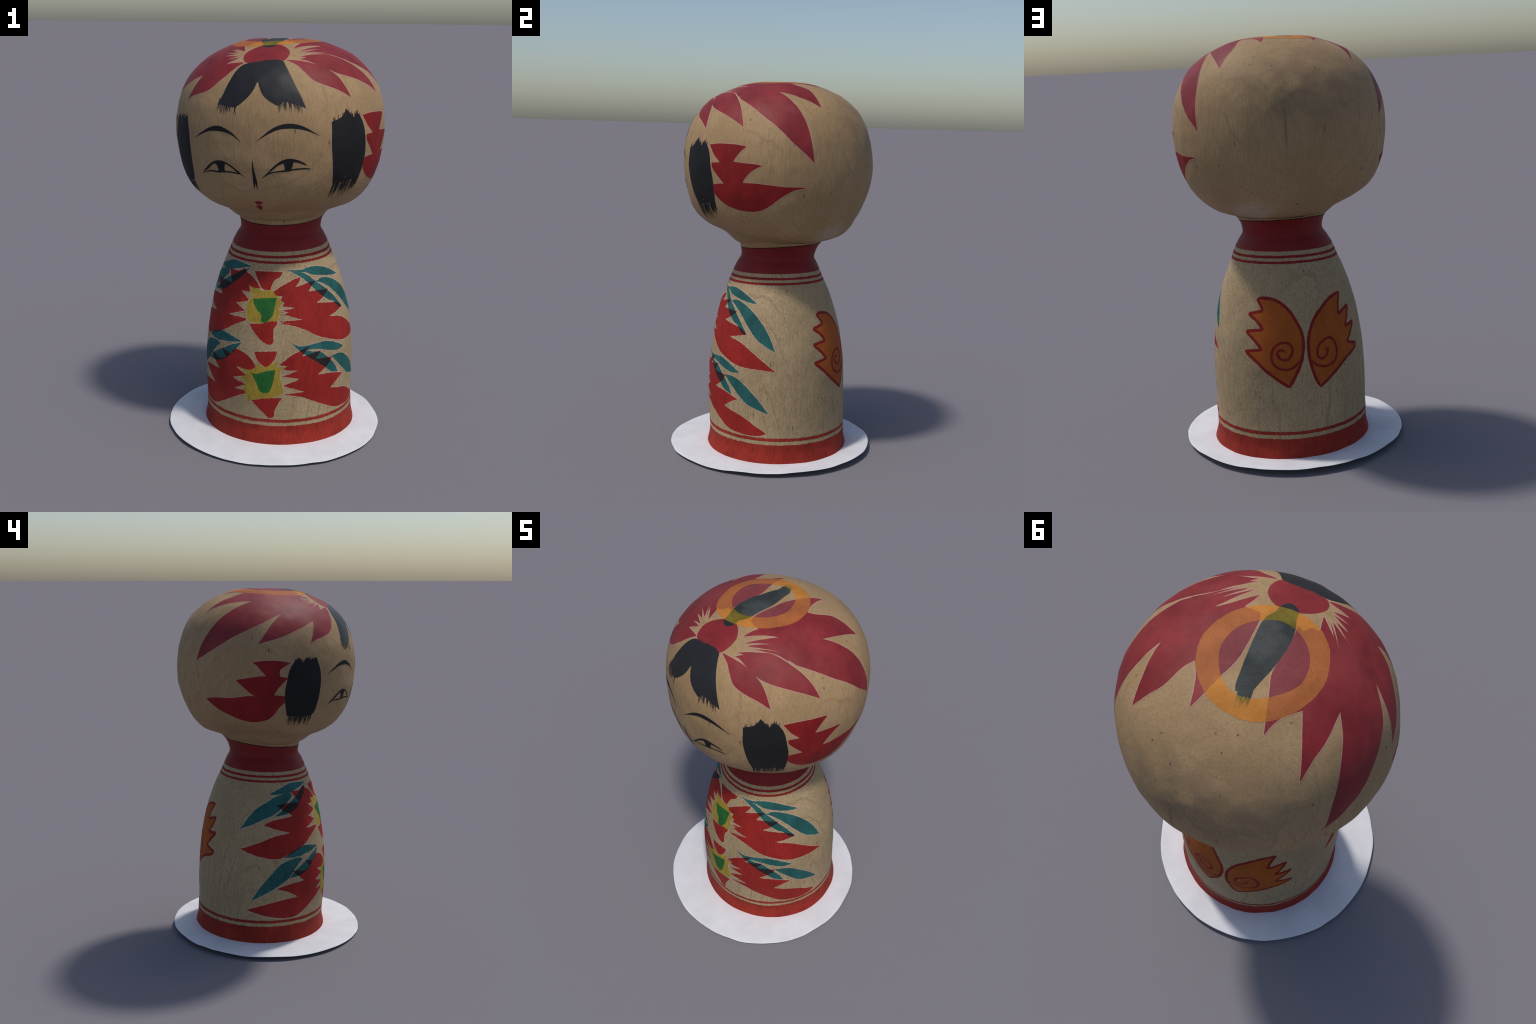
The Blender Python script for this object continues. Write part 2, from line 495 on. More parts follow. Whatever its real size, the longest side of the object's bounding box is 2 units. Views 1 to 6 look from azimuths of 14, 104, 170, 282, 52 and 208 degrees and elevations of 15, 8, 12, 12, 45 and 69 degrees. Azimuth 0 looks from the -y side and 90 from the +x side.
# head
polar = np.radians(np.concatenate([[0.02], np.arange(.8, 166, .8)]))
NA = 450
az = np.linspace(0, 2 * np.pi, NA, endpoint=False)
PP, AA = np.meshgrid(polar, az, indexing='ij')
hv = head_point(PP, AA).reshape(-1, 3)
hf = [f[::-1] for f in grid_faces(len(polar), NA)]
hf = [tuple(f) for f in hf]
hf.append(tuple(range(NA)))
last = (len(polar) - 1) * NA
hf.append(tuple(last + NA - 1 - j for j in range(NA)))
head = new_object('head', hv, hf, [WOOD_HEAD], parent=doll)

# torso and neck share one lathe profile and meet at the foot of the red neck
def lathe_rows(zs):
    a = np.linspace(0, 2 * np.pi, NA, endpoint=False)
    return [body_point(a, z) for z in zs]

def neck_edge(a):            # lower edge of the red neck: the lathe line is a little tilted
    return .994 - .008 * np.cos(a) + .005 * np.sin(a)

a_ = np.linspace(0, 2 * np.pi, NA, endpoint=False)
def build_lathe(name, lo, hi, rows, mat, cap_bottom, cap_top):
    R = []
    for t in np.linspace(0, 1, rows):
        z = lo + (hi - lo) * t
        R.append(body_point(a_, z))
    v = np.concatenate(R)
    f = grid_faces(rows, NA)
    if cap_bottom:
        f.append(tuple(range(NA))[::-1])
    if cap_top:
        f.append(tuple((rows - 1) * NA + j for j in range(NA)))
    ob = new_object(name, v, f, [mat], parent=doll)
    return ob

foot = body_point(a_, np.full(NA, .03))
foot_z = card_z(foot[:, 0], foot[:, 1]) - .004
torso = build_lathe('torso', foot_z, neck_edge(a_), 170, WOOD_BODY, True, False)
neck = build_lathe('neck', neck_edge(a_), np.full(NA, 1.162), 40, MAT['neck'], False, True)

# ------------------------------------------------------------------ painted stripes round the body
def stripe(name, lo, hi, key, seed, parent, wob=.0016):
    n = 1440
    a = np.linspace(0, 2 * np.pi, n, endpoint=False)
    s = a * 60
    ring = lambda k, f: np.stack([np.cos(a) * f, np.sin(a) * f, 0 * a + k], -1)
    jl = wob * (noise3(ring(seed, 40), 1.0, seed) + .7 * noise3(ring(seed, 90), 1.0, seed))
    jh = wob * (noise3(ring(seed + 5, 40), 1.0, seed) + .7 * noise3(ring(seed + 5, 90), 1.0, seed))
    zl, zh = lo(a) + jl, hi(a) + jh
    rows = [body_point(a, zl, -.0008)]
    k = max(2, int((zh - zl).mean() / .006) + 1)
    for t in np.linspace(0, 1, k):
        rows.append(body_point(a, zl + (zh - zl) * t, .0008))
    rows.append(body_point(a, zh, -.0008))
    v = np.concatenate(rows)
    e = 1e-3
    zz = np.concatenate([zl] + [zl + (zh - zl) * t for t in np.linspace(0, 1, k)] + [zh]); aa = np.tile(a, k + 2)
    nrm = np.cross(body_point(aa + e, zz) - body_point(aa - e, zz), body_point(aa, zz + e) - body_point(aa, zz - e))
    nrm /= np.linalg.norm(nrm, axis=1)[:, None]
    return new_object(name, v, grid_faces(k + 2, n), [MAT[key]], None, nrm, parent)

tilt = lambda a, z: z - .008 * np.cos(a) + .005 * np.sin(a)
low_tilt = lambda a, z: z - .006 * np.cos(a)
stripe('neck_band', lambda a: neck_edge(a) + 0 * a, lambda a: neck_edge(a) + .012, 'neck', 21, neck)
joint = lambda a: 1.136 - .023 * np.cos(a)
stripe('head_collar', lambda a: joint(a), lambda a: joint(a) * 0 + 1.164, 'collar', 27, head, .0015)
stripe('joint_shadow_strip', lambda a: joint(a) - .005, lambda a: joint(a) + .001, 'joint_shade', 28, neck, .0012)  # dark strip modelled for the shadow where head meets neck
stripe('stripe', lambda a: tilt(a, .963), lambda a: tilt(a, .975), 'stripe', 22, torso, .0012)
stripe('stripe', lambda a: tilt(a, .938), lambda a: tilt(a, .949), 'stripe', 23, torso, .0012)
stripe('stripe', lambda a: low_tilt(a, .138), lambda a: low_tilt(a, .154), 'band', 24, torso, .0016)
stripe('foot_band', lambda a: np.interp(a, a_, foot_z, period=2 * np.pi) + .001, lambda a: low_tilt(a, .118), 'band', 25, torso, .0016)

# ------------------------------------------------------------------ paint on the head
HK = math.radians(1) * .5          # one degree of polar angle in metres on the head
def head_metric(p):
    return np.asarray(p, float) * HK

def head_surface(q, lift):
    ang = q / HK
    th = np.radians(np.hypot(ang[:, 0], ang[:, 1])); a = np.arctan2(ang[:, 0], -ang[:, 1])
    P = head_point(th, a, lift)
    e = 2e-3
    # normal from two tangent directions of the flat chart (well behaved at the crown)
    def at(dx, dy):
        b = ang + np.array([dx, dy])
        return head_point(np.radians(np.hypot(b[:, 0], b[:, 1])), np.arctan2(b[:, 0], -b[:, 1]), lift)
    n = np.cross(at(.3, 0) - at(-.3, 0), at(0, .3) - at(0, -.3))
    n /= np.linalg.norm(n, axis=1)[:, None]
    n *= np.sign((n * (P - HEAD_CENTRE)).sum(1))[:, None]
    return P, n

C = Canvas(head_metric, head_surface, .0035, .013, head)
down = lambda p: p                      # away from the crown = down the head
upward = lambda p: -p

# big crown flower: red heart over the forehead, petals swept back along both sides
C.mark('petal', 'red', [(12, -38.6), (18.6, -40.3), (23.3, -42.6), (29.2, -44.7), (36.1, -43.2), (43.7, -39.8), (51.7,
      -36.2), (46.2, -34.6), (40.4, -33.2), (33.9, -33.2), (25.8, -34.6), (19.5, -36.4)], halo=.003)
C.mark('petal', 'red', [(21.8, -34.4), (18.7, -35.3), (21.6, -31.5), (18.1, -33.2), (23.1, -27.8), (26.7, -24.1), (29.3,
      -21), (33.9, -18.1), (40.1, -15.1), (47.6, -11.6), (54.8, -9.1), (61.5, -7.6), (53.8, -17.4),
      (45.4, -26.3), (37.4, -32), (31.6, -33.6), (26.7, -34.2)], halo=.003)
C.mark('petal', 'red', [(38.7, -15), (32.8, -18.1), (26.7, -23), (21.9, -26.9), (31.5, -16.5), (20.6, -26.5), (19.2, -27),
      (26.3, -17.1), (16.4, -28.1), (25.6, -11.6), (20, -17.4), (13.3, -25.8), (13.9, -20.9), (15.1,
      -17.2), (8.3, -17.2), (6.8, -13.5), (6.1, -2.1), (6.2, 5.8), (8, 13.1), (10.1, 21.5), (12.3,
      27.2), (14.2, 20.7), (16, 16.2), (19.4, 11.3), (22, 14.9), (25.4, 23.4), (29.7, 27.9), (36.3,
      34), (36.5, 26.1), (36.7, 16.3), (36.2, 8.4), (40.4, 15.3), (45.5, 22.8), (51.7, 30.5), (59.3,
      38.1), (66.2, 45), (64.9, 27.9), (60.4, 14.9), (53.9, 2), (42.1, -12.3), (37.6, -14.9)], halo=.003)
C.mark('petal', 'red', [(-6.6, -19.4), (-7.8, -7.9), (-7.6, 2.7), (-10.4, 10.4), (-13.2, 17.6), (-15.8, 24.4), (-16.8,
      20.2), (-18.5, 16.3), (-21.1, 13), (-23.7, 10), (-29, 20.1), (-35.1, 31.9), (-35.2, 23), (-36,
      14.7), (-35.7, 5.8), (-35.5, 2.1), (-40.8, 9.5), (-45.7, 18.2), (-50.7, 27), (-55.8, 36),
      (-61.9, 45.1), (-61.6, 45.9), (-63.9, 33.2), (-62.8, 16.6), (-54.4, -5.9), (-42.4, -18.7),
      (-50.3, -14.8), (-58.6, -11.1), (-66, -7.2), (-58.2, -21.4), (-46.6, -32.2), (-35.1, -38.3),
      (-35.3, -37.6), (-42.4, -40.5), (-50.1, -42.2), (-32.6, -50.4), (-22, -48.6), (-15.4, -44.5),
      (-10.3, -41.2), (-9.8, -40.6), (-20.7, -38.8), (-13.6, -35.9), (-22.6, -34.3), (-14.6, -34.4),
      (-24.4, -29.7), (-16.7, -31.5), (-25.8, -25), (-16.1, -30.3), (-24.6, -19.2), (-14.4, -30.9),
      (-20.1, -23.1), (-12, -30.4), (-14.2, -22.4), (-10.9, -21.5), (-9.1, -18.1)], halo=.003)
C.mark('flower_heart', 'red', [(-9.6, -40.5), (-11.5, -35.7), (-10, -31), (-5.4, -26.3), (0.2, -23.7), (4.8, -23.5), (9.1, -25.9),
      (11.6, -28.9), (12.7, -33), (11.9, -38), (9.8, -40.4), (5.6, -41.2), (0.4, -42.1), (-5.2,
      -42.2)])
# lock of hair along the parting, then the orange ring washed over it
lock = C.mark('hair_lock', 'black', [(3.7, -20.9), (3.8, -23.2), (3.1, -25.8), (1.6, -27.6), (-0.8, -27.7), (-3.5, -25.8), (-4.5,
      -21.7), (-6.6, -16.9), (-7.8, -8.9), (-7.4, -0.7), (-5.6, 9.3), (-4.6, 14.5), (0.6, 15.4),
      (1.7, 13.2), (2.8, 7.9), (4.2, 1.4), (5.2, -7), (5.7, -16.2)])
C.bristles(lock, [(-5.5, 15), (0, 17)], 30, .05, .0018, lambda p: (-.25, 1), .12)
C.mark('crown_ring', 'ring', [(18.8, 11.9), (22.1, 2.7), (21, -6.2), (16.7, -14.5), (8.7, -21.6), (-0.6, -24.9), (-11, -24.4),
      (-19.1, -19.5), (-23.9, -11.6), (-25.8, -2.4), (-24.2, 6.4), (-19.3, 15.3), (-11.6, 21.7),
      (-3.2, 23.7), (6.2, 22.3), (13.6, 17.9)],
       across=.0012, hole=[(12.2, 7.1), (14.1, 1.1), (12.9, -6.3), (8.3, -12.7), (0.1, -17.5), (-8, -16.7), (-14.5, -12.1),
      (-17.7, -6.8), (-18.8, 0.5), (-16.8, 5.7), (-10.8, 12.4), (-5.6, 15.6), (0.9, 16.4), (6.7,
      13.9)])
# forelock, split in two, with dry-brush ends
fr = C.mark('forelock', 'black', [(-9.2, -42.2), (-2.8, -41.7), (2.3, -40.2), (10.3, -39.6), (13.4, -43.1), (18.2, -48.9), (23.7,
      -54.2), (30.6, -59.8), (26.4, -60.2), (21.9, -60.9), (16.9, -61.5), (14.5, -64), (10.3,
      -63.5), (6, -61.7), (3.1, -59.1), (0.2, -53.9), (-2.3, -59.2), (-7.1, -63.4), (-12, -65.5),
      (-16, -65), (-20.7, -63), (-25, -61.2), (-21.6, -58), (-17.3, -52.1), (-13.2, -45.6)])
C.bristles(fr, [(-24, -60.6), (-18, -63.5), (-11, -65.2)], 50, .045, .0018, down, .22, .3)
C.bristles(fr, [(14, -63.2), (21, -60.6), (28, -59.6)], 50, .048, .0018, down, .2, .3)
C.bristles(fr, [(-8, -42.4), (2, -40.8), (9, -40)], 26, .020, .0020, upward, .2)
# sidelocks
sr = C.mark('sidelock', 'side_black', [(48.1, -56), (49.7, -53.7), (52.2, -48.7), (51.9, -43.9), (55.9, -42.9), (59, -41.9), (58.5,
      -38.3), (62.2, -36.4), (67.9, -35.7), (74.7, -37.1), (84.3, -39.4), (89.6, -43.1), (93.5,
      -45.1), (88.6, -56.4), (81.7, -67.7), (75.8, -75.5), (65.5, -71), (55.6, -64.5)], across=.0012, halo=.003)
sl = C.mark('sidelock', 'side_black', [(-66, -36.2), (-62.1, -38.7), (-63.4, -42.4), (-59, -43.9), (-57.5, -47.5), (-53.3, -50.2), (-55,
      -55.5), (-57.8, -61.2), (-63.2, -67.3), (-69.1, -72.1), (-75.3, -75.3), (-80.4, -74), (-90.6,
      -63.4), (-99.1, -46.3), (-93.4, -40.5), (-86, -36.1), (-79.8, -35.2), (-72.7, -34.3)], across=.0012, halo=.003)
SIDE_R_LOW = [(92.4, -45.1), (88.0, -56.5), (81.2, -67.6), (75.6, -75.0)]
SIDE_L_LOW = [(-79.6, -73.7), (-90.2, -62.8), (-98.5, -46.3)]
C.bristles(sr, SIDE_R_LOW, 110, .105, .0036, down, .09)
C.bristles(sl, SIDE_L_LOW, 100, .080, .0036, down, .09)
C.bristles(sr, [(48.5, -55.7), (52.3, -48.9), (52.4, -44.5), (56.2, -43.2), (59.2, -42.0), (59.2, -38.5), (62.7,
      -36.4)], 30, .022, .0030, upward, .12)
C.bristles(sl, [(-66.4, -36.4), (-62.8, -39.0), (-63.8, -42.7), (-59.6, -44.4), (-57.9, -47.8), (-53.9, -50.7)], 30, .020, .0030, upward, .12)
# three-tiered flowers beside the sidelocks
C.mark('side_flower', 'side_red', [(63, -34.2), (68.7, -18), (71.9, -4.6), (74.3, -9.2), (76.5, -12.7), (78.6, -15.4), (80.2, -8.1),
      (81.4, 7.8), (84.7, -0), (87.8, -5.1), (90.8, -9.2), (91.3, -1.5), (90.8, 14.8), (87.6, 30.8),
      (80.2, 47.5), (88.1, 36.1), (93.2, 29.8), (101, 20.2), (106.3, 10.1), (108.1, -1.5), (106.5,
      -15.4), (101.5, -28.8), (95.4, -37.1), (88.6, -42.3), (84.3, -39.9), (88.1, -27.6), (81.7,
      -32.5), (75.4, -36), (73.2, -35.4), (76, -27.5), (70, -31.7)], halo=.003)
C.mark('side_flower', 'side_red', [(-76, -4.2), (-72.8, -17.8), (-68.5, -33.8), (-73.3, -29.1), (-76.2, -26.9), (-79.2, -28.4),
      (-77.1, -35.6), (-81.4, -32.5), (-86.9, -28.8), (-91.6, -26.4), (-88.3, -37.3), (-92.1,
      -39.3), (-98.1, -34.4), (-104.2, -30.4), (-109.7, -23.1), (-113.8, -7.5), (-112.6, 8.6),
      (-106.5, 25.1), (-96.9, 39.8), (-86.1, 49.7), (-95.5, 18.9), (-95.5, -7.1), (-93.2, -1.3),
      (-89.6, 4.9), (-85.8, 10), (-84.6, -3), (-82, -16.4), (-79.9, -11.8), (-77.5, -8.1)], halo=.003)
# face
C.mark('eyebrow', 'line', [(-51.8, -66.3), (-43.1, -68), (-34, -69.6), (-26.6, -71.7), (-20.2, -75.3), (-15.2, -78.7), (-10.4,
      -83.1), (-15.4, -79.7), (-21.9, -76.4), (-28.8, -73.7), (-36.4, -70.9), (-43.7, -68.9)], across=.0002)
C.mark('eyebrow', 'line', [(1.8, -83.5), (7.5, -79.5), (13.8, -74.9), (19.9, -71.7), (26.1, -69.6), (32.7, -68.2), (38.8,
      -67.5), (44.7, -66.6), (38, -68.4), (31.2, -70.3), (24.7, -72.4), (17.3, -75.1), (11, -78.4)], across=.0002)
C.mark('upper_eyelid', 'line', [(-59.4, -84.6), (-50.8, -85.6), (-41.3, -86.6), (-34.2, -88.1), (-28.3, -90.5), (-22.3, -94),
      (-16.5, -97.9), (-10.2, -102.3), (-17.6, -98.5), (-22.7, -94.9), (-28, -91.8), (-35.2, -89.7),
      (-41.1, -87.9), (-48, -87.5)], across=.0002)
C.mark('upper_eyelid', 'line', [(7.6, -102.6), (13.3, -98.3), (18.5, -93.6), (24, -89.5), (29.6, -86.7), (36.2, -84.9), (42.2,
      -83.9), (45.5, -83.7), (41.9, -84.9), (36.9, -86.1), (31.5, -87.9), (25.2, -90.8), (20.7,
      -93.5), (16.2, -97.1), (11.9, -100.2)], across=.0002)
C.mark('lower_eyelid', 'line', [(-58.8, -85), (-46.7, -89.2), (-36.8, -93.6), (-27.3, -96.3), (-13.6, -100), (-15.4, -100.2),
      (-27.8, -97), (-37.4, -94.3), (-47.4, -89.8)], across=.0001)
C.mark('lower_eyelid', 'line', [(7.6, -102.7), (13.4, -99), (19.9, -96.6), (27.7, -93.9), (36.4, -89.9), (45.7, -85.2), (50,
      -83.4), (46.1, -85.7), (36.8, -90.6), (28, -94.7), (20.1, -97.2), (14.2, -99.4)], across=.0001)
C.mark('pupil', 'line', [(-37.8, -88.2), (-31.9, -89.7), (-27.6, -91.5), (-29.7, -94), (-29.9, -96.1), (-34.4, -95.1),
      (-37.7, -93.9), (-36.6, -92)], across=.0003)
C.mark('pupil', 'line', [(25.2, -90.3), (29.5, -88.3), (33.4, -87), (33.5, -89.2), (33.2, -91.7), (32.6, -92.9), (27.9,
      -94.4), (27.3, -92.2)], across=.0003)
C.mark('nose', 'line', [(-0.9, -92.3), (-0, -97.3), (1.3, -101.4), (2.6, -105.7), (2.6, -110.7), (1.3, -107.3), (0.7,
      -105.8), (-0.4, -110.1), (-1.4, -106.9), (-1.5, -102), (-1.5, -96.8)], across=.0002)
C.mark('lip', 'lip', [(-3.9, -118.9), (2, -118.6), (8.2, -119.2), (3.1, -121.5), (-1.8, -121.5)], across=.0002)
C.mark('lip', 'lip', [(-4.1, -123.1), (3.9, -122.4), (4.9, -125.1), (-0.1, -130.4), (-1.6, -126.9)], across=.0002)

def head_blend(key, below, in_ring):
    if key == 'ring':
        return 'ring_black' if 'black' in below else 'ring_red' if 'red' in below else 'ring'
    if in_ring and key == 'red':
        return 'red_pale'
    if in_ring and key == 'black':
        return 'worn_black'
    return key
C.margins('bare_edge', 'halo_head')
C.build(head_blend)

# ------------------------------------------------------------------ paint on the body
BK = math.radians(1) * .36         # one degree of azimuth in metres on the body
def body_metric(p):
    return np.asarray(p, float) * np.array([BK, 1.0])

def body_surface(q, lift):
    a = q[:, 0] / .36; z = q[:, 1]
    e = 1.5e-3
    n = np.cross(body_point(a + e, z) - body_point(a - e, z), body_point(a, z + e) - body_point(a, z - e))
    n /= np.linalg.norm(n, axis=1)[:, None]
    return body_point(a, z, lift), n

B = Canvas(body_metric, body_surface, .0032, .012, torso)
R = dict(across=.0014, up=.0026, halo=.0035)
# two red blossoms, one above the other: yellow burst, green heart, petals all round
B.mark('pollen_burst', 'yellow', [(-16.7, 0.822), (-9.2, 0.814), (-4.1, 0.805), (5.1, 0.807), (12.6, 0.798), (9.7, 0.788), (14.1,
      0.787), (10.5, 0.777), (14.9, 0.767), (13.1, 0.757), (16.3, 0.75), (12.7, 0.734), (12.8,
      0.702), (11.4, 0.67), (10.8, 0.66), (2, 0.651), (-12.1, 0.649), (-15, 0.667), (-15.6, 0.695),
      (-16.7, 0.726), (-14.8, 0.748), (-11.1, 0.765), (-14.3, 0.791), (-22.2, 0.792), (-13.3,
      0.799)], **R)
B.mark('pollen_burst', 'yellow', [(-20.8, 0.411), (-10.6, 0.409), (-3.9, 0.428), (-9.7, 0.487), (-2.7, 0.438), (8.8, 0.452), (13.8,
      0.468), (10.8, 0.431), (19.6, 0.438), (14, 0.406), (15.5, 0.335), (16.1, 0.3), (11.7, 0.277),
      (-3.7, 0.255), (-10.5, 0.233), (-13.1, 0.271), (-16, 0.286), (-12.4, 0.345), (-17.5, 0.356),
      (-11.9, 0.39)], **R)
for burst, mid in zip(B.marks[:2], ((-1.5, .715), (1.5, .345))):
    c = body_metric([mid])[0]
    ring_ = [tuple((c + np.array([math.sin(t), math.cos(t)]) * .076) / np.array([BK, 1])) for t in np.linspace(0, 6.2, 24)]
    B.bristles(burst, ring_, 60, .050, .0028, lambda p, c=c: p - c, .2)
B.mark('petal', 'petal', [(-13.3, 0.891), (1.3, 0.895), (16.1, 0.895), (12.4, 0.87), (7.7, 0.854), (5.6, 0.834), (4.7, 0.81),
      (0.5, 0.808), (-3.9, 0.815), (-7.4, 0.84), (-11, 0.869)], **R)
B.mark('petal', 'petal', [(-12.3, 0.639), (-4.8, 0.645), (-0.7, 0.649), (5.4, 0.66), (11.1, 0.661), (10.2, 0.641), (8.2,
      0.625), (8, 0.588), (8.1, 0.559), (5.9, 0.546), (2.7, 0.547), (-2, 0.565), (-7.1, 0.596),
      (-9.8, 0.618)], **R)
B.mark('petal', 'petal', [(-4.7, 0.812), (-9.1, 0.839), (-16.5, 0.87), (-22, 0.881), (-24.4, 0.89), (-25.8, 0.897), (-31.7,
      0.879), (-46.4, 0.876), (-41.6, 0.845), (-37.1, 0.814), (-49.9, 0.816), (-64.2, 0.809),
      (-57.8, 0.78), (-52, 0.762), (-47.3, 0.743), (-59.1, 0.737), (-69.6, 0.726), (-77.5, 0.704),
      (-67.7, 0.683), (-59.8, 0.668), (-52.2, 0.654), (-66.5, 0.64), (-79.1, 0.611), (-90.2, 0.585),
      (-97.8, 0.567), (-89.3, 0.546), (-78.9, 0.527), (-65.5, 0.512), (-53.9, 0.533), (-42.8,
      0.558), (-33.7, 0.589), (-25.1, 0.622), (-15.2, 0.652), (-16.1, 0.662), (-34.2, 0.662),
      (-17.3, 0.699), (-27.2, 0.728), (-16.7, 0.745), (-15, 0.756), (-24, 0.79), (-14.3, 0.791),
      (-16.7, 0.822), (-12.5, 0.814)], **R)
B.mark('petal', 'petal', [(7.4, 0.803), (14.1, 0.828), (23.7, 0.854), (33.6, 0.871), (33.1, 0.872), (31.5, 0.847), (26.8,
      0.822), (39.1, 0.838), (49, 0.845), (44.2, 0.823), (39.6, 0.799), (50.1, 0.798), (62.3,
      0.794), (54.7, 0.764), (46.5, 0.74), (59.1, 0.729), (70.7, 0.715), (76.9, 0.688), (67.6,
      0.675), (57.9, 0.663), (72.7, 0.64), (85.5, 0.592), (103.3, 0.509), (90.1, 0.515), (78.4,
      0.518), (67, 0.528), (55.2, 0.552), (43.4, 0.581), (32.6, 0.618), (22.8, 0.64), (15.5, 0.648),
      (11.5, 0.657), (21.5, 0.65), (12.8, 0.661), (31.7, 0.667), (16.2, 0.696), (21.1, 0.705),
      (14.8, 0.714), (26.1, 0.725), (14.5, 0.734), (17, 0.75), (13.8, 0.761), (14.9, 0.781), (9,
      0.788)], **R)
B.mark('petal', 'petal', [(-6.5, 0.503), (3.4, 0.51), (11.4, 0.515), (10, 0.483), (6.9, 0.448), (2.5, 0.43), (-2.1, 0.451),
      (-4.9, 0.475)], **R)
B.mark('petal', 'petal', [(-8.4, 0.245), (4.1, 0.265), (15.5, 0.27), (12.4, 0.235), (9.8, 0.198), (9.1, 0.166), (5.3, 0.158),
      (1.4, 0.18), (-3.8, 0.213)], **R)
B.mark('petal', 'petal', [(-4.6, 0.428), (-9.6, 0.47), (-17.8, 0.497), (-23.6, 0.498), (-26.8, 0.469), (-37.9, 0.483),
      (-31.8, 0.443), (-37.2, 0.426), (-51.5, 0.438), (-46.5, 0.409), (-39.3, 0.368), (-53.1,
      0.362), (-65.7, 0.341), (-54.5, 0.314), (-45.2, 0.278), (-61.8, 0.269), (-77.3, 0.244),
      (-90.7, 0.213), (-75.5, 0.184), (-59.6, 0.162), (-46.9, 0.161), (-36.9, 0.19), (-23.8, 0.24),
      (-13.1, 0.276), (-13.8, 0.293), (-22.8, 0.293), (-12.4, 0.327), (-24.4, 0.349), (-12.5,
      0.376), (-20.8, 0.411), (-9.2, 0.408)], **R)
B.mark('petal', 'petal', [(12.7, 0.442), (20.2, 0.483), (28.6, 0.51), (29.6, 0.516), (36.7, 0.532), (30.7, 0.482), (38.6,
      0.492), (47, 0.504), (42.1, 0.462), (50.5, 0.459), (57.9, 0.455), (53.8, 0.419), (43.9,
      0.378), (58.9, 0.367), (71.6, 0.343), (63.9, 0.318), (56.4, 0.287), (74.4, 0.258), (96.6,
      0.178), (87.7, 0.161), (76.1, 0.161), (63.7, 0.17), (52.8, 0.198), (40.1, 0.24), (29.6,
      0.271), (16.8, 0.289), (32.4, 0.297), (16.1, 0.335), (28.9, 0.367), (15.4, 0.384), (27.5,
      0.411), (15.3, 0.419), (19.6, 0.438)], **R)
B.mark('flower_heart', 'green', [(-11.1, 0.761), (0.3, 0.77), (10.5, 0.775), (8.8, 0.741), (7.6, 0.697), (5.3, 0.676), (1.3, 0.652),
      (-2.5, 0.658), (-2.8, 0.689), (-6.3, 0.711), (-8.9, 0.733)], **R)
B.mark('flower_heart', 'green', [(-8.4, 0.394), (-3.8, 0.391), (3.9, 0.412), (10.2, 0.418), (8.5, 0.352), (6, 0.302), (2.9, 0.291),
      (-1.6, 0.302), (-4.3, 0.345)], **R)
# teal leaves; where they cross the red they turn almost black
B.mark('leaf', 'leaf', [(18.6, 0.908), (32.4, 0.902), (49.9, 0.912), (65.7, 0.895), (76.9, 0.868), (83.5, 0.847), (76.3,
      0.848), (66.1, 0.856), (55, 0.866), (45.8, 0.874), (39.4, 0.888), (32.7, 0.891)], **R)
B.mark('leaf', 'leaf', [(49, 0.843), (58, 0.852), (69.8, 0.838), (81.3, 0.8), (91.7, 0.741), (98.2, 0.677), (102.4, 0.612),
      (94.7, 0.636), (86.6, 0.669), (78.4, 0.72), (70.5, 0.768), (61.5, 0.811)], **R)
B.mark('leaf', 'leaf', [(18.6, 0.908), (30.3, 0.893), (38.4, 0.884), (48, 0.845), (58.6, 0.801), (68.4, 0.749), (76.9,
      0.688), (72.3, 0.69), (66.2, 0.724), (59.2, 0.745), (52, 0.775), (44.3, 0.817), (38.9, 0.846),
      (32, 0.874)], **R)
B.mark('leaf', 'leaf', [(-17.9, 0.908), (-31.7, 0.919), (-45.6, 0.919), (-57.8, 0.9), (-66.5, 0.882), (-72, 0.867), (-63.5,
      0.865), (-53.5, 0.869), (-44, 0.875), (-33.4, 0.888), (-25.4, 0.901)], **R)
B.mark('leaf', 'leaf', [(-46.1, 0.872), (-55.2, 0.868), (-66, 0.853), (-75.1, 0.824), (-84.2, 0.794), (-91.3, 0.751),
      (-96.2, 0.706), (-99.3, 0.677), (-89.3, 0.702), (-77.6, 0.734), (-67.4, 0.759), (-58.4,
      0.792), (-52.3, 0.819), (-45.1, 0.851)], **R)
B.mark('leaf', 'leaf', [(-18.7, 0.907), (-30.9, 0.875), (-39.3, 0.851), (-47, 0.826), (-54.4, 0.8), (-61.7, 0.769), (-67.5,
      0.75), (-59, 0.753), (-52, 0.762), (-43.2, 0.781), (-36.1, 0.813), (-27.6, 0.852), (-22.3,
      0.883)], **R)
B.mark('leaf', 'leaf', [(21.1, 0.56), (28.6, 0.536), (36.7, 0.537), (50.3, 0.544), (62.8, 0.522), (72.6, 0.487), (65.3,
      0.48), (55.3, 0.492), (47, 0.507), (40.2, 0.514), (33.2, 0.514)], **R)
B.mark('leaf', 'leaf', [(57.1, 0.46), (65.4, 0.461), (75.8, 0.434), (87.3, 0.371), (98.1, 0.284), (88.6, 0.303), (79.7,
      0.327), (70.7, 0.376), (62.9, 0.423)], **R)
B.mark('leaf', 'leaf', [(21.1, 0.56), (29.5, 0.527), (37.7, 0.505), (47.1, 0.492), (54.6, 0.452), (61.3, 0.408), (65.6,
      0.359), (57.2, 0.376), (50.5, 0.41), (42.1, 0.45), (33.4, 0.488), (27.7, 0.518)], **R)
B.mark('leaf', 'leaf', [(-17.6, 0.543), (-35.7, 0.569), (-49.2, 0.551), (-59.1, 0.516), (-46.1, 0.512), (-33.2, 0.523),
      (-24.2, 0.534)], **R)
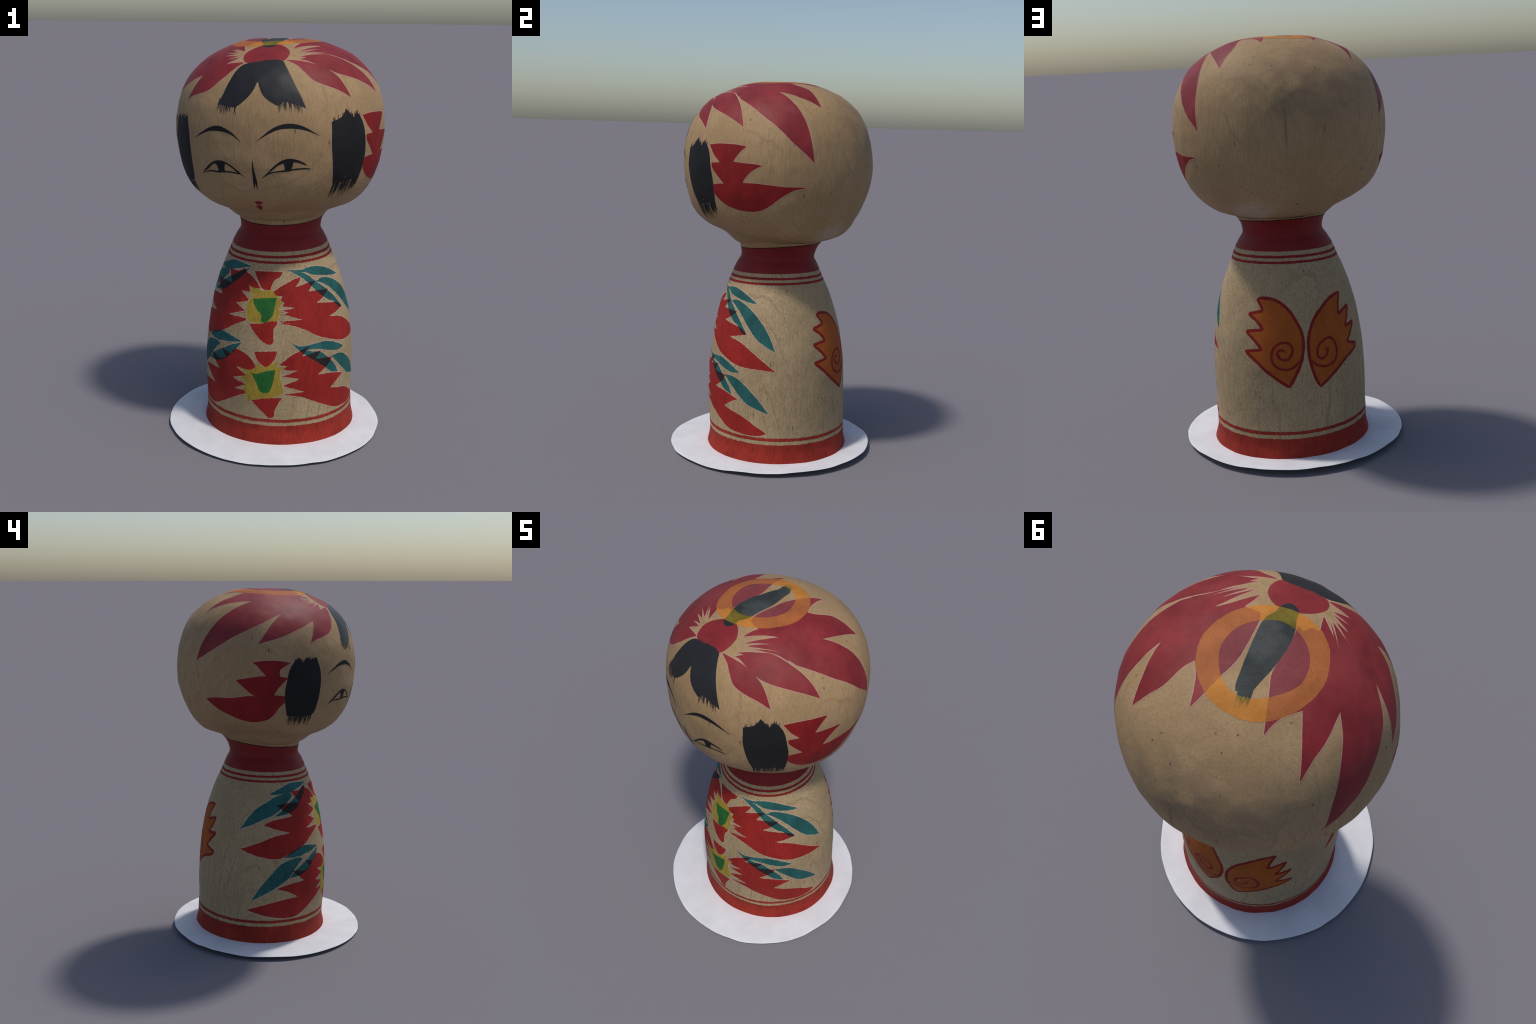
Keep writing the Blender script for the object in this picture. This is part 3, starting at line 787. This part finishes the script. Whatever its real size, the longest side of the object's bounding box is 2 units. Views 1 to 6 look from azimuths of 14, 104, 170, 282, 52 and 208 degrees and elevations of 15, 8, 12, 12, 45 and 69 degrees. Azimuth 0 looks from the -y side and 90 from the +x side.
B.mark('leaf', 'leaf', [(-46.1, 0.508), (-60.7, 0.484), (-70.9, 0.421), (-79.2, 0.354), (-86.7, 0.272), (-76.2, 0.309),
      (-65, 0.351), (-54.7, 0.397), (-48.1, 0.449), (-39.7, 0.5)], **R)
B.mark('leaf', 'leaf', [(-17.8, 0.538), (-23.7, 0.489), (-33, 0.434), (-41.2, 0.407), (-48.2, 0.401), (-54.7, 0.395),
      (-46.5, 0.443), (-36.9, 0.479), (-27.3, 0.514)], **R)

# a pair of flame-edged orange wings on the back, each outlined and with a spiral
def wing(outline, spiral, width=.0145):
    B.mark('wing', 'wing', outline, across=.0004)
    P = body_metric(outline)
    n = len(P)
    turn = []
    for i in range(n):
        a = P[i] - P[i - 1]; b = P[(i + 1) % n] - P[i]
        c = np.dot(a, b) / np.linalg.norm(a) / np.linalg.norm(b)
        turn.append(math.degrees(math.acos(max(-1, min(1, c)))) > 48)
    cs = [i for i in range(n) if turn[i]]
    strokes = []
    for i, s in enumerate(cs):                       # one brush stroke from corner to corner
        e = cs[(i + 1) % len(cs)]
        run = [P[(s + k) % n] for k in range(((e - s) % n) + 1)]
        strokes.append(stroke(run, width, .003))
    B.mark('wing_outline', 'wing_line', loops=strokes)
    B.mark('wing_spiral', 'wing_line', loops=[stroke(body_metric(spiral), width * .85, .003)])

wing([(144.1, 0.793), (150.2, 0.798), (160.5, 0.787), (170.1, 0.748), (176.3, 0.692), (180.2, 0.637),
      (180.9, 0.574), (178.6, 0.504), (175, 0.451), (168.9, 0.38), (161.4, 0.415), (152, 0.462),
      (144.4, 0.507), (136, 0.547), (149.8, 0.561), (144.5, 0.597), (136.2, 0.642), (150.4, 0.654),
      (145.4, 0.691), (137.4, 0.723), (150, 0.741), (147.6, 0.767)],
     [(177.4, 0.505), (171.5, 0.472), (164.3, 0.468), (158.4, 0.491), (156.7, 0.527), (158.5, 0.566),
      (162.6, 0.589), (168.3, 0.593), (172.2, 0.571), (171.9, 0.54), (168.2, 0.514), (163.4, 0.519),
      (160.9, 0.542), (162.1, 0.556), (164.9, 0.559), (167.3, 0.548)])
wing([(222.5, 0.785), (217.8, 0.739), (215.4, 0.686), (222.3, 0.701), (229.9, 0.713), (225.6, 0.663),
      (220.7, 0.622), (233.1, 0.628), (226, 0.581), (220.3, 0.545), (233, 0.519), (229.6, 0.499),
      (217.1, 0.472), (203.9, 0.419), (196.9, 0.388), (191.8, 0.366), (188.4, 0.415), (185.4,
      0.491), (184.6, 0.555), (185.9, 0.617), (190.6, 0.683), (198.9, 0.733), (209.4, 0.771)],
     [(185.8, 0.503), (190.4, 0.474), (198.5, 0.46), (205.3, 0.476), (208.2, 0.519), (206.9, 0.568),
      (202.7, 0.592), (196.8, 0.584), (192.1, 0.556), (191, 0.517), (194.8, 0.497), (198.7, 0.512),
      (200.5, 0.542), (197, 0.541)])

def body_blend(key, below, _):
    if key == 'leaf' and 'petal' in below:
        return 'leaf_dark'
    return key
B.margins('bare_edge', 'halo')
B.build(body_blend)

# ------------------------------------------------------------------ build: card
def build_card():
    n = 240
    a = np.linspace(0, 2 * np.pi, n, endpoint=False)
    ring3 = lambda f, k: np.stack([np.cos(a) * f, np.sin(a) * f, 0 * a + k], -1)
    R0 = (.5560 - .0015 * np.cos(3 * a) - .002 * np.sin(3 * a)
          + .0026 * noise3(ring3(4.5, .2), 1.0, 31) + .0014 * noise3(ring3(11, .2), 1.0, 33))
    wave = .0028 * noise3(ring3(3.2, .7), 1.0, 32) + .0016 * noise3(ring3(9, .7), 1.0, 34)          # the cut edge curls a little
    rows = []
    def row(f, dz):
        x, y = np.cos(a) * R0 * f, np.sin(a) * R0 * f
        rows.append(np.stack([x, y, card_z(x, y) + dz + wave * np.clip((f - .75) * 4, 0, 1)], -1))
    for f in np.linspace(.05, .985, 26):
        row(f, 0.0)
    row(.997, -.0003); row(1.0, -.0010); row(1.0, -.0022); row(.994, -.0030)
    row(.93, -.0045)
    for f in (.88, .7, .4, .05):          # it rests on its sagging middle, the rim stands off the ground
        x, y = np.cos(a) * R0 * f, np.sin(a) * R0 * f
        rows.append(np.stack([x, y, 0 * x], -1))
    v = np.concatenate(rows)
    f = [t[::-1] for t in grid_faces(len(rows), n)]
    f = [tuple(t)[::-1] for t in f]
    f.append(tuple(range(n))[::-1]); f.append(tuple((len(rows) - 1) * n + j for j in range(n)))
    v[:, 2] = np.maximum(v[:, 2], 0)
    ob = new_object('paper_disc', v, f, [card_material()])
    # outward faces everywhere
    import bmesh
    bm = bmesh.new(); bm.from_mesh(ob.data)
    bmesh.ops.recalc_face_normals(bm, faces=bm.faces)
    bm.to_mesh(ob.data); bm.free()
    ob['label'] = 'thin round white paper disc under the doll'
    ob['category'] = 'paper disc'
    return ob
build_card()

import bmesh
for ob in (head, torso, neck):
    bm = bmesh.new(); bm.from_mesh(ob.data)
    bmesh.ops.recalc_face_normals(bm, faces=bm.faces)
    bm.to_mesh(ob.data); bm.free()
